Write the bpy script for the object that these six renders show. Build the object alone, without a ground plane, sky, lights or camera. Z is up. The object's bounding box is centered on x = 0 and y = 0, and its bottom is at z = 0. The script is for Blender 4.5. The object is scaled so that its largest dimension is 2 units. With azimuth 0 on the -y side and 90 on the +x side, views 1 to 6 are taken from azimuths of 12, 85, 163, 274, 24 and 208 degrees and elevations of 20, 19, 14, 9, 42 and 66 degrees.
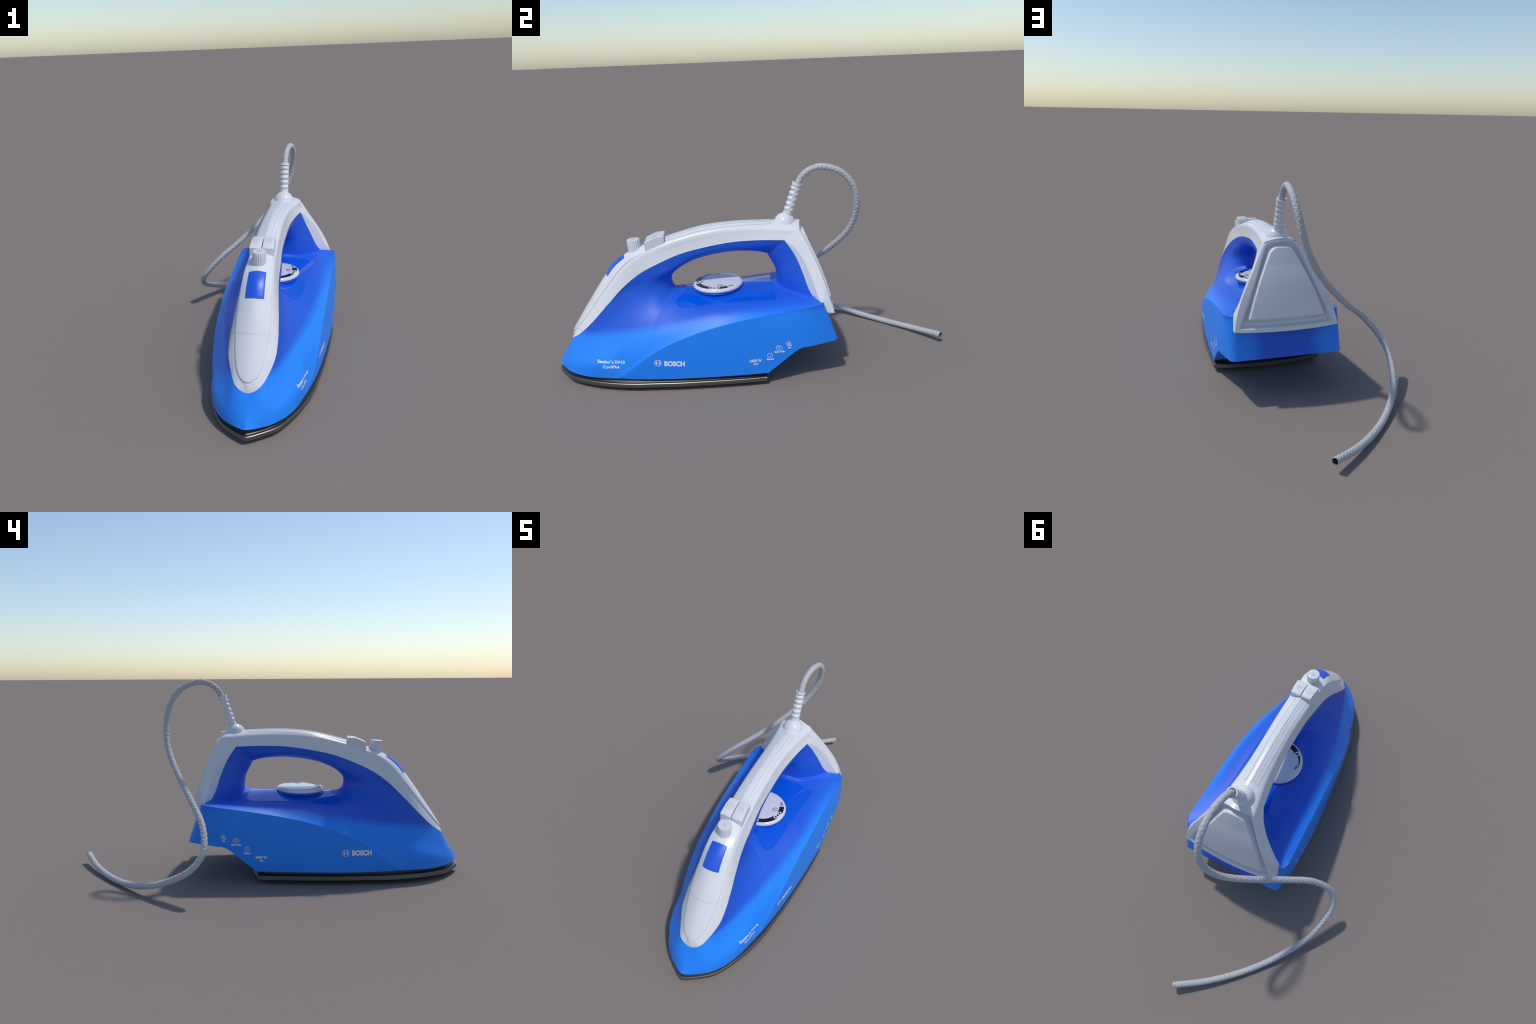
import bpy, math, random
import numpy as np
from mathutils import Vector, Matrix
from mathutils.bvhtree import BVHTree

random.seed(7)
XS = 0.136            # symmetry plane of the iron (the cord swings out to -x)
scene = bpy.context.scene
for o in list(bpy.data.objects):
    bpy.data.objects.remove(o, do_unlink=True)

# ------------------------------------------------------------------ materials
def new_mat(name):
    m = bpy.data.materials.new(name)
    m.use_nodes = True
    nt = m.node_tree
    return m, nt, nt.nodes["Principled BSDF"]

def N(nt, kind, **kw):
    n = nt.nodes.new(kind)
    for k, v in kw.items():
        setattr(n, k, v)
    return n

def plain(name, col, rough=0.4, metal=0.0, spec=0.5, coat=0.0):
    m, nt, b = new_mat(name)
    b.inputs["Base Color"].default_value = (*col, 1)
    b.inputs["Roughness"].default_value = rough
    b.inputs["Metallic"].default_value = metal
    b.inputs["Specular IOR Level"].default_value = spec
    b.inputs["Coat Weight"].default_value = coat
    return m

AZURE = (0.014, 0.245, 0.93)
ROYAL = (0.012, 0.105, 0.66)

def body_material():
    """translucent-looking blue plastic: azure skirt, royal blue towards the middle"""
    m, nt, b = new_mat("blue_plastic")
    L = nt.links
    tc = N(nt, "ShaderNodeTexCoord")
    sep = N(nt, "ShaderNodeSeparateXYZ")
    L.new(tc.outputs["Object"], sep.inputs[0])
    mr = N(nt, "ShaderNodeMapRange"); mr.clamp = True
    mr.inputs["From Min"].default_value = -1.0
    mr.inputs["From Max"].default_value = 0.5
    L.new(sep.outputs["Y"], mr.inputs["Value"])
    ramp = N(nt, "ShaderNodeValToRGB")
    ramp.color_ramp.interpolation = 'B_SPLINE'
    # (y, upper edge of the azure skirt)
    pts = [(-1.0, 0.235), (-0.8, 0.262), (-0.6, 0.282), (-0.4, 0.315), (-0.2, 0.350), (0.05, 0.372), (0.27, 0.384), (0.5, 0.39)]
    els = ramp.color_ramp.elements
    while len(els) < len(pts):
        els.new(0.5)
    for e, (y, w) in zip(els, pts):
        e.position = (y + 1.0) / 1.5
        v = w * 2
        e.color = (v, v, v, 1)
    L.new(mr.outputs[0], ramp.inputs[0])
    wb = N(nt, "ShaderNodeMath", operation="MULTIPLY"); wb.inputs[1].default_value = 0.5
    L.new(ramp.outputs[0], wb.inputs[0])
    df = N(nt, "ShaderNodeMath", operation="SUBTRACT")
    L.new(wb.outputs[0], df.inputs[0]); L.new(sep.outputs["Z"], df.inputs[1])
    st0 = N(nt, "ShaderNodeMapRange"); st0.interpolation_type = 'SMOOTHSTEP'
    st0.inputs["From Min"].default_value = -0.022
    st0.inputs["From Max"].default_value = 0.026
    L.new(df.outputs[0], st0.inputs["Value"])
    # the middle of the rear wall is royal too
    sub = N(nt, "ShaderNodeMath", operation="SUBTRACT"); sub.inputs[1].default_value = XS
    L.new(sep.outputs["X"], sub.inputs[0])
    ab = N(nt, "ShaderNodeMath", operation="ABSOLUTE")
    L.new(sub.outputs[0], ab.inputs[0])
    rw = N(nt, "ShaderNodeMapRange"); rw.interpolation_type = 'SMOOTHSTEP'
    rw.inputs["From Min"].default_value = 0.09
    rw.inputs["From Max"].default_value = 0.20
    L.new(ab.outputs[0], rw.inputs["Value"])
    ry = N(nt, "ShaderNodeMath", operation="LESS_THAN"); ry.inputs[1].default_value = 0.300
    L.new(sep.outputs["Y"], ry.inputs[0])
    rm = N(nt, "ShaderNodeMath", operation="MAXIMUM")
    L.new(rw.outputs[0], rm.inputs[0]); L.new(ry.outputs[0], rm.inputs[1])
    st = N(nt, "ShaderNodeMath", operation="MULTIPLY")
    L.new(st0.outputs[0], st.inputs[0]); L.new(rm.outputs[0], st.inputs[1])
    mix = N(nt, "ShaderNodeMix"); mix.data_type = 'RGBA'
    mix.inputs["A"].default_value = (*ROYAL, 1)
    mix.inputs["B"].default_value = (*AZURE, 1)
    L.new(st.outputs[0], mix.inputs["Factor"])
    L.new(mix.outputs["Result"], b.inputs["Base Color"])
    b.inputs["Roughness"].default_value = 0.46
    b.inputs["Specular IOR Level"].default_value = 0.40
    return m

def cord_material():
    m, nt, b = new_mat("woven_grey_fabric")
    L = nt.links
    uv = N(nt, "ShaderNodeTexCoord")
    no = N(nt, "ShaderNodeTexNoise")
    no.inputs["Scale"].default_value = 160
    no.inputs["Detail"].default_value = 3
    L.new(uv.outputs["Object"], no.inputs["Vector"])
    rp = N(nt, "ShaderNodeValToRGB")
    rp.color_ramp.elements[0].position = 0.3
    rp.color_ramp.elements[0].color = (0.40, 0.41, 0.43, 1)
    rp.color_ramp.elements[1].position = 0.7
    rp.color_ramp.elements[1].color = (0.55, 0.55, 0.57, 1)
    L.new(no.outputs["Fac"], rp.inputs[0])
    L.new(rp.outputs[0], b.inputs["Base Color"])
    b.inputs["Roughness"].default_value = 0.75
    bp = N(nt, "ShaderNodeBump")
    bp.inputs["Strength"].default_value = 0.5
    bp.inputs["Distance"].default_value = 0.003
    L.new(no.outputs["Fac"], bp.inputs["Height"])
    L.new(bp.outputs[0], b.inputs["Normal"])
    return m

M_BLUE = body_material()
M_WHITE = plain("white_gloss_plastic", (0.71, 0.725, 0.755), 0.22)
M_HEEL = plain("white_satin_plastic", (0.71, 0.725, 0.755), 0.35)
M_ROYAL = plain("royal_plastic", (0.016, 0.105, 0.68), 0.38)
M_DECK = plain("deck_gloss_plastic", (0.001, 0.092, 0.66), 0.07)
M_METAL = plain("polished_sole_metal", (0.19, 0.185, 0.18), 0.42, 0.9)
M_BLACK = plain("black_shield_plastic", (0.012, 0.012, 0.013), 0.4)
M_PRINT = plain("white_print", (0.82, 0.84, 0.86), 0.5)
M_INK = plain("black_ink", (0.012, 0.014, 0.022), 0.35)
M_GREYINK = plain("grey_line", (0.42, 0.44, 0.47), 0.5)
M_SEAM = plain("seam_line", (0.56, 0.58, 0.61), 0.5)
M_DIAL = plain("dial_white_plastic", (0.68, 0.69, 0.75), 0.15)
M_CORD = cord_material()
M_DARKINK = plain("deck_ink", (0.02, 0.06, 0.32), 0.4)

# ------------------------------------------------------------------ mesh tools
root = bpy.data.objects.new("steam_iron", None)
scene.collection.objects.link(root)
root["label"] = "blue and white household steam iron with grey woven power cord"
root["category"] = "steam iron"

def add_obj(name, me, mat, parent=None):
    ob = bpy.data.objects.new(name, me)
    scene.collection.objects.link(ob)
    ob.parent = parent or root
    if mat:
        me.materials.append(mat)
    return ob

def smooth(me, angle=None):
    for p in me.polygons:
        p.use_smooth = True
    if angle is not None:
        me.set_sharp_from_angle(angle=math.radians(angle))

def make(name, V, F, mat, parent=None, angle=35, weld=1e-5, recalc=True):
    import bmesh
    me = bpy.data.meshes.new(name)
    me.from_pydata([tuple(map(float, v)) for v in V], [], F)
    bm = bmesh.new(); bm.from_mesh(me)
    if weld:
        bmesh.ops.remove_doubles(bm, verts=bm.verts, dist=weld)
    bmesh.ops.dissolve_degenerate(bm, edges=bm.edges, dist=1e-6)
    if recalc:
        bmesh.ops.recalc_face_normals(bm, faces=bm.faces)
    bm.to_mesh(me); bm.free()
    smooth(me, angle)
    return add_obj(name, me, mat, parent)

def cr(K, n, breaks=(), closed=False):
    """Catmull-Rom through knots K (any shape (k,...)); C0 at indices in breaks"""
    K = np.asarray(K, float); m = len(K); out = []
    t = np.linspace(0, 1, n, endpoint=False).reshape((-1,) + (1,) * (K.ndim - 1))
    seg = m if closed else m - 1
    for i in range(seg):
        b, c = K[i], K[(i + 1) % m]
        a = K[i - 1] if (i > 0 or closed) else 2 * b - c
        d = K[(i + 2) % m] if (i + 2 < m or closed) else 2 * c - b
        if i in breaks: a = 2 * b - c
        if (i + 1) % m in breaks: d = 2 * c - b
        out.append(0.5 * (2 * b + (c - a) * t + (2 * a - 5 * b + 4 * c - d) * t**2 + (-a + 3 * b - 3 * c + d) * t**3))
    if not closed:
        out.append(K[-1:])
    return np.concatenate(out)

def at(K, x, breaks=()):
    """evaluate the spline through K at parameter x in [0, len-1]"""
    n = 40
    D = cr(K, n, breaks)
    f = np.clip(np.asarray(x, float) * n, 0, len(D) - 1)
    i = np.minimum(f.astype(int), len(D) - 2); u = (f - i)[..., None]
    return D[i] * (1 - u) + D[i + 1] * u

class Soup:
    def __init__(s): s.V = []; s.F = []
    def grid(s, G, close_u=False, close_v=False):
        G = np.asarray(G, float); a, b = G.shape[:2]; o = len(s.V)
        s.V += list(G.reshape(-1, 3))
        for i in range(a if close_u else a - 1):
            for j in range(b if close_v else b - 1):
                i2, j2 = (i + 1) % a, (j + 1) % b
                s.F.append((o + i * b + j, o + i2 * b + j, o + i2 * b + j2, o + i * b + j2))
    def sym(s, G):
        """grid given as (w,y,z): add it and its mirror image"""
        G = np.asarray(G, float)
        A = G.copy(); A[..., 0] = XS + G[..., 0]
        B = G.copy(); B[..., 0] = XS - G[..., 0]
        s.grid(A); s.grid(B[::-1])
    def poly(s, P):
        o = len(s.V); s.V += [np.asarray(p, float) for p in P]
        s.F.append(tuple(range(o, o + len(P))))

def lathe(prof, n=64, center=(0, 0, 0), axis=None):
    """prof: (r,h) list; returns vertex grid around z (or around axis)"""
    th = np.linspace(0, 2 * np.pi, n, endpoint=False)
    P = np.array(prof, float)
    G = np.stack([np.outer(np.cos(th), P[:, 0]), np.outer(np.sin(th), P[:, 0]), np.tile(P[:, 1], (n, 1))], -1)
    if axis is not None:
        q = Vector((0, 0, 1)).rotation_difference(Vector(axis))
        R = np.array(q.to_matrix())
        G = G @ R.T
    return G + np.array(center)

# ------------------------------------------------------------------ feature curves (w, y, z), w = distance from XS
BW = np.array([  # lower edge of the white cover: nose tip -> along the handle -> rear top corner
    (0.0, -0.9150, 0.1930), (0.0483, -0.9028, 0.2156), (0.0766, -0.8566, 0.2480), (0.0989, -0.8027, 0.2973),
    (0.1033, -0.7484, 0.3519), (0.0985, -0.6883, 0.4133), (0.0890, -0.6215, 0.4779), (0.0783, -0.5402, 0.5355),
    (0.0731, -0.4476, 0.5786), (0.0660, -0.3426, 0.6164), (0.0653, -0.2207, 0.6420), (0.0670, -0.0933, 0.6587),
    (0.0770, 0.0363, 0.6625), (0.0915, 0.1530, 0.6590)])
HBF = np.array([  # hull bottom edge ahead of the side panel
    (0.2140, -0.6850, 0.0620), (0.1960, -0.7600, 0.0620), (0.1700, -0.8350, 0.0625), (0.1310, -0.9000, 0.0650),
    (0.0780, -0.9500, 0.0665), (0.0, -0.9945, 0.0735)])
CREASE = np.array([  # upper edge of the side panel, rear -> front
    (0.2755, 0.2650, 0.3860), (0.2745, 0.2000, 0.3768), (0.2724, 0.1000, 0.3645), (0.2720, 0.0, 0.3510),
    (0.2700, -0.1000, 0.3345), (0.2680, -0.2000, 0.3135), (0.2645, -0.3000, 0.2847), (0.2605, -0.4000, 0.2470),
    (0.2530, -0.5000, 0.1940), (0.2380, -0.6000, 0.1190), (0.2140, -0.6850, 0.0620)])
HBS = np.array([  # lower edge of the side panel, rear -> front (same count as CREASE)
    (0.2690, 0.3480, 0.1985), (0.2840, 0.2500, 0.1890), (0.2885, 0.1860, 0.1800), (0.2870, 0.1100, 0.1230),
    (0.2837, 0.0370, 0.0645), (0.2790, -0.1200, 0.0625), (0.2720, -0.2500, 0.0610), (0.2620, -0.3800, 0.0600),
    (0.2500, -0.4900, 0.0600), (0.2340, -0.5950, 0.0610), (0.2140, -0.6850, 0.0620)])

# ------------------------------------------------------------------ blue body
# stations round the handle opening: rim point (y, z), two points on the skin, outer boundary
def section(j, f):
    """nose sections from hull bottom (f=0) to cover edge (f=1)"""
    a = HBF[j]; b = BW[5 - j]
    k = [0.70, 0.68, 0.62, 0.50, 0.30, 0.0][j]
    g = (1 - k) * f + k * f * f * (3 - 2 * f)
    s = math.sin(math.pi * f) * [0, 0, 0, 0.003, 0.007, 0][j]
    s += [0.012, 0.014, 0.010, 0.004, 0, 0][j] * math.exp(-((f - 0.30) / 0.17) ** 2) * min(1, f * 8)
    return np.array([a[0] * (1 - g) + b[0] * g + s, a[1] * (1 - f) + b[1] * f - s * 0.6, a[2] * (1 - f) + b[2] * f])

_cy = CREASE[::-1]
def flank(y, z):
    """half width of the front flank between crease and cover edge, pinched towards the opening"""
    c = [np.interp(y, _cy[:, 1], _cy[:, k]) for k in (0, 2)]
    b = [np.interp(y, BW[:, 1], BW[:, k]) for k in (0, 2)]
    t = np.clip((z - c[1]) / (b[1] - c[1]), 0, 1)
    tm = np.interp(y, [-0.64, -0.56, -0.50, -0.45, -0.42], [1.0, 0.83, 0.73, 0.66, 0.63])
    q = min(t / tm, 1.0)
    g = 0.30 * q + 0.70 * q * q * (3 - 2 * q)
    dent = 0.010 * math.exp((y + 0.40) / 0.07) * math.exp(-((z - 0.480) / 0.075) ** 2)
    puff = 0.012 * np.interp(y, [-0.64, -0.54], [1, 0]) * math.exp(-((t - 0.30) / 0.17) ** 2)
    puff += 0.008 * np.interp(y, [-0.56, -0.50, -0.44], [0, 1, 1]) * math.exp(-((t - 0.20) / 0.12) ** 2)
    return c[0] + (b[0] - c[0]) * g - dent + puff
def fp(y, z): return (float(flank(y, z)), y, z)

ST = [
    # rim (y,z)     near rim               mid                      mid                     outer boundary
    ((0.117, 0.4265), (0.035, 0.122, 0.4210), (0.075, 0.142, 0.416), (0.130, 0.200, 0.406), (0.188, 0.268, 0.404)),   # 0 fold under the post
    ((0.113, 0.4235), (0.035, 0.118, 0.4190), (0.085, 0.135, 0.412), (0.165, 0.200, 0.395), (0.2609, 0.3004, 0.3885)),   # 1
    ((0.106, 0.4180), (0.035, 0.112, 0.4145), (0.090, 0.125, 0.4070), (0.190, 0.200, 0.393), tuple(CREASE[0])),        # 2 rear corner
    ((0.090, 0.4160), (0.035, 0.093, 0.4130), (0.100, 0.102, 0.4060), (0.205, 0.150, 0.388), tuple(CREASE[1])),
    ((0.040, 0.4165), (0.035, 0.042, 0.4140), (0.110, 0.050, 0.4050), (0.208, 0.078, 0.3845), tuple(CREASE[2])),
    ((-0.020, 0.4200), (0.035, -0.019, 0.4170), (0.110, -0.015, 0.4050), (0.208, -0.006, 0.381), tuple(CREASE[3])),
    ((-0.100, 0.4220), (0.035, -0.100, 0.4185), (0.110, -0.100, 0.4040), (0.208, -0.100, 0.3765), tuple(CREASE[4])),
    ((-0.180, 0.4210), (0.035, -0.181, 0.4175), (0.110, -0.186, 0.4020), (0.208, -0.195, 0.3695), tuple(CREASE[5])),
    ((-0.250, 0.4190), (0.035, -0.253, 0.4150), (0.110, -0.263, 0.3975), (0.206, -0.285, 0.352), tuple(CREASE[6])),
    ((-0.310, 0.4170), (0.036, -0.316, 0.4125), (0.112, -0.338, 0.3900), (0.203, -0.375, 0.327), tuple(CREASE[7])),
    ((-0.350, 0.421), (0.036, -0.361, 0.417), (0.118, -0.400, 0.386), fp(-0.460, 0.298), tuple(CREASE[8])),
    ((-0.375, 0.425), (0.035, -0.388, 0.419), fp(-0.445, 0.365), fp(-0.530, 0.252), tuple(CREASE[9])),
    ((-0.388, 0.434), (0.034, -0.402, 0.427), fp(-0.475, 0.350), fp(-0.585, 0.200), tuple(section(0, 0))),          # 12
    ((-0.395, 0.445), (0.034, -0.408, 0.440), fp(-0.480, 0.392), fp(-0.585, 0.276), tuple(section(0, 0.25))),
    ((-0.399, 0.456), (0.035, -0.410, 0.453), fp(-0.483, 0.424), fp(-0.585, 0.342), tuple(section(0, 0.5))),
    ((-0.401, 0.467), (0.036, -0.411, 0.467), fp(-0.485, 0.448), fp(-0.588, 0.402), tuple(section(0, 0.75))),
    ((-0.401, 0.478), (0.037, -0.411, 0.480), fp(-0.487, 0.474), fp(-0.594, 0.450), tuple(BW[5])),                  # 16
    ((-0.397, 0.495), (0.043, -0.407, 0.497), fp(-0.468, 0.499), fp(-0.545, 0.494), tuple(BW[6])),
    ((-0.381, 0.516), (0.046, -0.388, 0.518), (0.072, -0.425, 0.523), (0.077, -0.480, 0.530), tuple(BW[7])),
    ((-0.345, 0.544), (0.043, -0.349, 0.546), (0.067, -0.372, 0.551), (0.071, -0.408, 0.563), tuple(BW[8])),
    ((-0.275, 0.5735), (0.031, -0.277, 0.5770), (0.052, -0.288, 0.587), (0.063, -0.310, 0.599), tuple(BW[9])),
    ((-0.190, 0.5890), (0.031, -0.191, 0.5925), (0.051, -0.194, 0.603), (0.062, -0.205, 0.619), tuple(BW[10])),
    ((-0.085, 0.5985), (0.031, -0.085, 0.6020), (0.053, -0.086, 0.613), (0.064, -0.089, 0.632), tuple(BW[11])),
    ((0.012, 0.5915), (0.031, 0.013, 0.5955), (0.058, 0.017, 0.608), (0.072, 0.025, 0.632), tuple(BW[12])),
    ((0.0735, 0.5765), (0.036, 0.078, 0.5815), (0.060, 0.094, 0.600), (0.078, 0.122, 0.629), tuple(BW[13])),        # 24 corner
    ((0.092, 0.5400), (0.037, 0.097, 0.544), (0.065, 0.114, 0.560), (0.088, 0.148, 0.588), (0.105, 0.184, 0.614)),
    ((0.109, 0.5070), (0.038, 0.114, 0.510), (0.070, 0.130, 0.521), (0.098, 0.166, 0.545), (0.118, 0.208, 0.569)),
    ((0.1165, 0.4770), (0.038, 0.121, 0.478), (0.076, 0.138, 0.484), (0.111, 0.179, 0.497), (0.141, 0.230, 0.510)),
    ((0.1190, 0.4500), (0.037, 0.123, 0.449), (0.077, 0.141, 0.447), (0.122, 0.190, 0.446), (0.165, 0.2495, 0.446)),
]
K = np.array([[(0.0, r[0], r[1]), *q] for r, *q in ST])               # (stations, 5, 3)
NS, NR, NE = 8, 7, 7
Kd = cr(K, NS, breaks=(0, 2, 24), closed=True)                        # dense stations
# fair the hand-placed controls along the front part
for _ in range(40):
    B = Kd.copy()
    B[1:-1] = 0.25 * Kd[:-2] + 0.5 * Kd[1:-1] + 0.25 * Kd[2:]
    Kd[7 * NS:21 * NS, 1:4] = B[7 * NS:21 * NS, 1:4]
mir = Kd[:, 1:2] * np.array([-1, 1, 1.0])
def radial(C, n):
    """C (stations, controls, 3) with a phantom first control; returns dense samples"""
    D = cr(np.swapaxes(C, 0, 1), n)
    return np.swapaxes(D, 0, 1)[:, n:]
skin = radial(np.concatenate([mir, Kd], 1), NR)                       # rim -> outer boundary
skin[:, 0, 0] = 0
# nose: stations 12..16 run on forward to the keel
lev = [0, 0.25, 0.5, 0.75, 1.0]
EXT = np.array([[section(j, f) for j in range(1, 6)] for f in lev])
EXTd = cr(EXT, NS)
s0, s1 = 12 * NS, 16 * NS
ctl = np.concatenate([mir[s0:s1 + 1], Kd[s0:s1 + 1], EXTd], 1)
mk = np.linspace(0.65, 1.0, s1 - s0 + 1)[:, None, None]
tail = (1 - mk) * (2 * ctl[:, -1:] - ctl[:, -2:-1]) + mk * ctl[:, -2:-1] * np.array([-1, 1, 1.0])
ctl = np.concatenate([ctl, tail], 1)
bent = np.swapaxes(cr(np.swapaxes(ctl, 0, 1), NR, breaks=(5,)), 0, 1)[:, NR:-NR]
kb = ((1 - np.linspace(0, 1, s1 - s0 + 1)) ** 2)[:, None, None]
full = radial(ctl, NR)[:, :-NR] * (1 - kb) + bent * kb
full[:, 0, 0] = 0
skin[s0:s1 + 1] = full[:, :skin.shape[1]]
nose = full[:, skin.shape[1] - 1:]
nose[:, -1, 0] = 0

# low-pass fairing of the front skin (boundaries stay where they are)
def fair(iters=250, lam=0.50, mu=-0.509):
    a, b = 7 * NS, 21 * NS
    X = skin[a:b + 1].copy(); Y = nose.copy()
    ya = s0 - a; yb = s1 - a
    env = sstep(0, 2 * NS, np.arange(b - a + 1.0)) * (1 - sstep(b - a - 2.0 * NS, b - a, np.arange(b - a + 1.0)))
    for it in range(iters):
        for k in (lam, mu):
            LX = np.zeros_like(X); LY = np.zeros_like(Y)
            LX[1:-1, 1:-1] = 0.25 * (X[2:, 1:-1] + X[:-2, 1:-1] + X[1:-1, 2:] + X[1:-1, :-2]) - X[1:-1, 1:-1]
            # ring shared with the nose
            LX[ya + 1:yb, -1] = 0.25 * (X[ya + 2:yb + 1, -1] + X[ya:yb - 1, -1] + X[ya + 1:yb, -2] + Y[1:-1, 1]) - X[ya + 1:yb, -1]
            LY[1:-1, 1:-1] = 0.25 * (Y[2:, 1:-1] + Y[:-2, 1:-1] + Y[1:-1, 2:] + Y[1:-1, :-2]) - Y[1:-1, 1:-1]
            X += k * LX * env[:, None, None]; Y += k * LY
            Y[:, 0] = X[ya:yb + 1, -1]
    return X, Y
def sstep(a, b, x):
    t = np.clip((x - a) / (b - a), 0, 1); return t * t * (3 - 2 * t)
fx, fy = fair()
skin[7 * NS:21 * NS + 1] = fx; nose = fy

body = Soup()
body.sym(np.concatenate([skin, skin[:1]], 0))
body.sym(nose)
# side panel, rounded rear corner and rear wall
cre = skin[2 * NS:12 * NS + 1, -1]
low = cr(HBS, NS, breaks=(4,))
rows = np.linspace(0, 1, 9)[:, None, None]
panel = cre[None] * (1 - rows) + low[None] * rows
panel[..., 0] += (0.004 * np.sin(np.pi * rows[..., 0])) * (np.minimum(1, np.linspace(0, 6, len(cre))) * np.minimum(1, np.linspace(2, 0, len(cre))))[None]
body.sym(panel)
def rear_edge(w, y, z, r, yc):
    P = []
    for a in np.linspace(0, math.pi / 2, 9):
        P.append((w - r + r * math.cos(a), y - r + r * math.sin(a) , z))
    P.append((w * 0.45, y * 0.3 + yc * 0.7, z)); P.append((0, yc, z))
    return np.array(P)
up = rear_edge(0.2755, 0.2650 + 0.050, 0.3860, 0.050, 0.320)
up[:, 2] = np.linspace(0.3860, 0.3920, len(up))
dn = rear_edge(0.2690, 0.3480 + 0.030, 0.2090, 0.030, 0.382)
dn[:, 2] = np.linspace(0.1985, 0.2030, len(dn))
up[0] = panel[0, 0]; dn[0] = panel[-1, 0]
rr = np.linspace(0, 1, 8)[:, None, None]
rear = up[None] * (1 - rr) + dn[None] * rr
body.sym(rear)
# underside
und = np.concatenate([dn[::-1], low[1:], nose[0, 1:]], 0)
base = und.copy(); base[:, 0] = 0
body.sym(np.stack([und, base], 0))
# closing shelf behind the post, hidden by the heel plate
ul = np.concatenate([[0], np.cumsum(np.linalg.norm(np.diff(up, axis=0), axis=1))])
uq = np.linspace(ul[-1], 0, 2 * NS + 1)
shelf = np.stack([skin[:2 * NS + 1, -1], np.stack([np.interp(uq, ul, up[:, k]) for k in range(3)], -1)], 0)
body.sym(shelf)
ob_body = make("body_shell", body.V, body.F, M_BLUE, angle=24, weld=2e-5)

# ------------------------------------------------------------------ white cover: handle, nose and post sides
TC = {  # ridge line of the cover in the symmetry plane (y, z), aligned with the BW knots
}
ridge = np.array([(-0.9085, 0.2240), (-0.8940, 0.2500), (-0.8560, 0.3080), (-0.8130, 0.3700), (-0.7690, 0.4340),
                  (-0.7180, 0.5040), (-0.6660, 0.5700), (-0.6000, 0.6140), (-0.5150, 0.6540), (-0.3900, 0.6940),
                  (-0.2350, 0.7310), (-0.0900, 0.7430), (0.0700, 0.7400), (0.2400, 0.7300)])
SH = np.array([  # shoulder between side wall and top
    (0.0, -0.9120, 0.2100), (0.0310, -0.8930, 0.2400), (0.0540, -0.8585, 0.2800), (0.0675, -0.8090, 0.3380),
    (0.0740, -0.7540, 0.4080), (0.0720, -0.6940, 0.4820), (0.0680, -0.6380, 0.5480), (0.0630, -0.5780, 0.5980),
    (0.0570, -0.4950, 0.6370), (0.0545, -0.3720, 0.6760), (0.0520, -0.2300, 0.7060), (0.0525, -0.0900, 0.7175),
    (0.0595, 0.0650, 0.7165), (0.0815, 0.2250, 0.7080)])
rows = []
for i in range(len(BW)):
    I = BW[i] + np.array([0.0012 if 0 < i else 0.0, 0, 0])
    S = SH[i]; T = np.array((0.0, *ridge[i]))
    mid = 0.5 * (I + S) + np.array([0.002 if 1 < i < 8 else 0.0, 0, 0])
    # top arch between shoulder and ridge
    q = 0.55 * S + 0.45 * T + np.array([0.0, 0, 0.20 * (T[2] - S[2])])
    if i <= 7:
        n = np.array([0, -0.78, 0.62]); d = (T - S); d[0] = 0
        q = 0.55 * S + 0.45 * T + 0.22 * d
    inner = I - np.array([min(0.014, I[0]), 0, 0])
    rows.append([inner, I, mid, S, q, T])
rows = np.array(rows)
dense = cr(np.concatenate([rows[1:2] * np.array([-1, 1, 1.0]), rows]), 8)[8:]
dense[0, :, 0] = 0
skirt = np.stack([dense[:, 0], dense[:, 1]], 1)
sec = dense[:, 1:]
ph = sec[:, -2:-1] * np.array([-1, 1, 1.0])
D = cr(np.swapaxes(np.concatenate([sec, ph], 1), 0, 1), 6)
D = np.swapaxes(D, 0, 1)[:, :-6]
D[:, -1, 0] = 0
cover = Soup()
cover.sym(skirt); cover.sym(D)
# post sides: blue edge -> chamfer edge -> plate edge
PB = np.array([(0.0915, 0.153, 0.659), (0.105, 0.184, 0.614), (0.118, 0.208, 0.569), (0.141, 0.230, 0.510),
               (0.165, 0.2495, 0.446), (0.188, 0.268, 0.404), (0.200, 0.290, 0.362)]) + np.array([0.001, 0, 0])
CH = np.array([(0.0920, 0.160, 0.6600), (0.112, 0.196, 0.630), (0.135, 0.226, 0.588), (0.168, 0.255, 0.526),
               (0.208, 0.280, 0.449), (0.2405, 0.297, 0.390), (0.2430, 0.318, 0.340)])
PO = np.array([(0.0815, 0.225, 0.708), (0.104, 0.2470, 0.667), (0.132, 0.272, 0.613), (0.168, 0.2990, 0.548),
               (0.206, 0.3240, 0.474), (0.232, 0.3440, 0.404), (0.2478, 0.3635, 0.3345)])
pb, ch, po = (cr(a, 8) for a in (PB, CH, PO))
corner_mid = 0.5 * (ch + po) + np.array([0.004, 0, 0])
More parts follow.
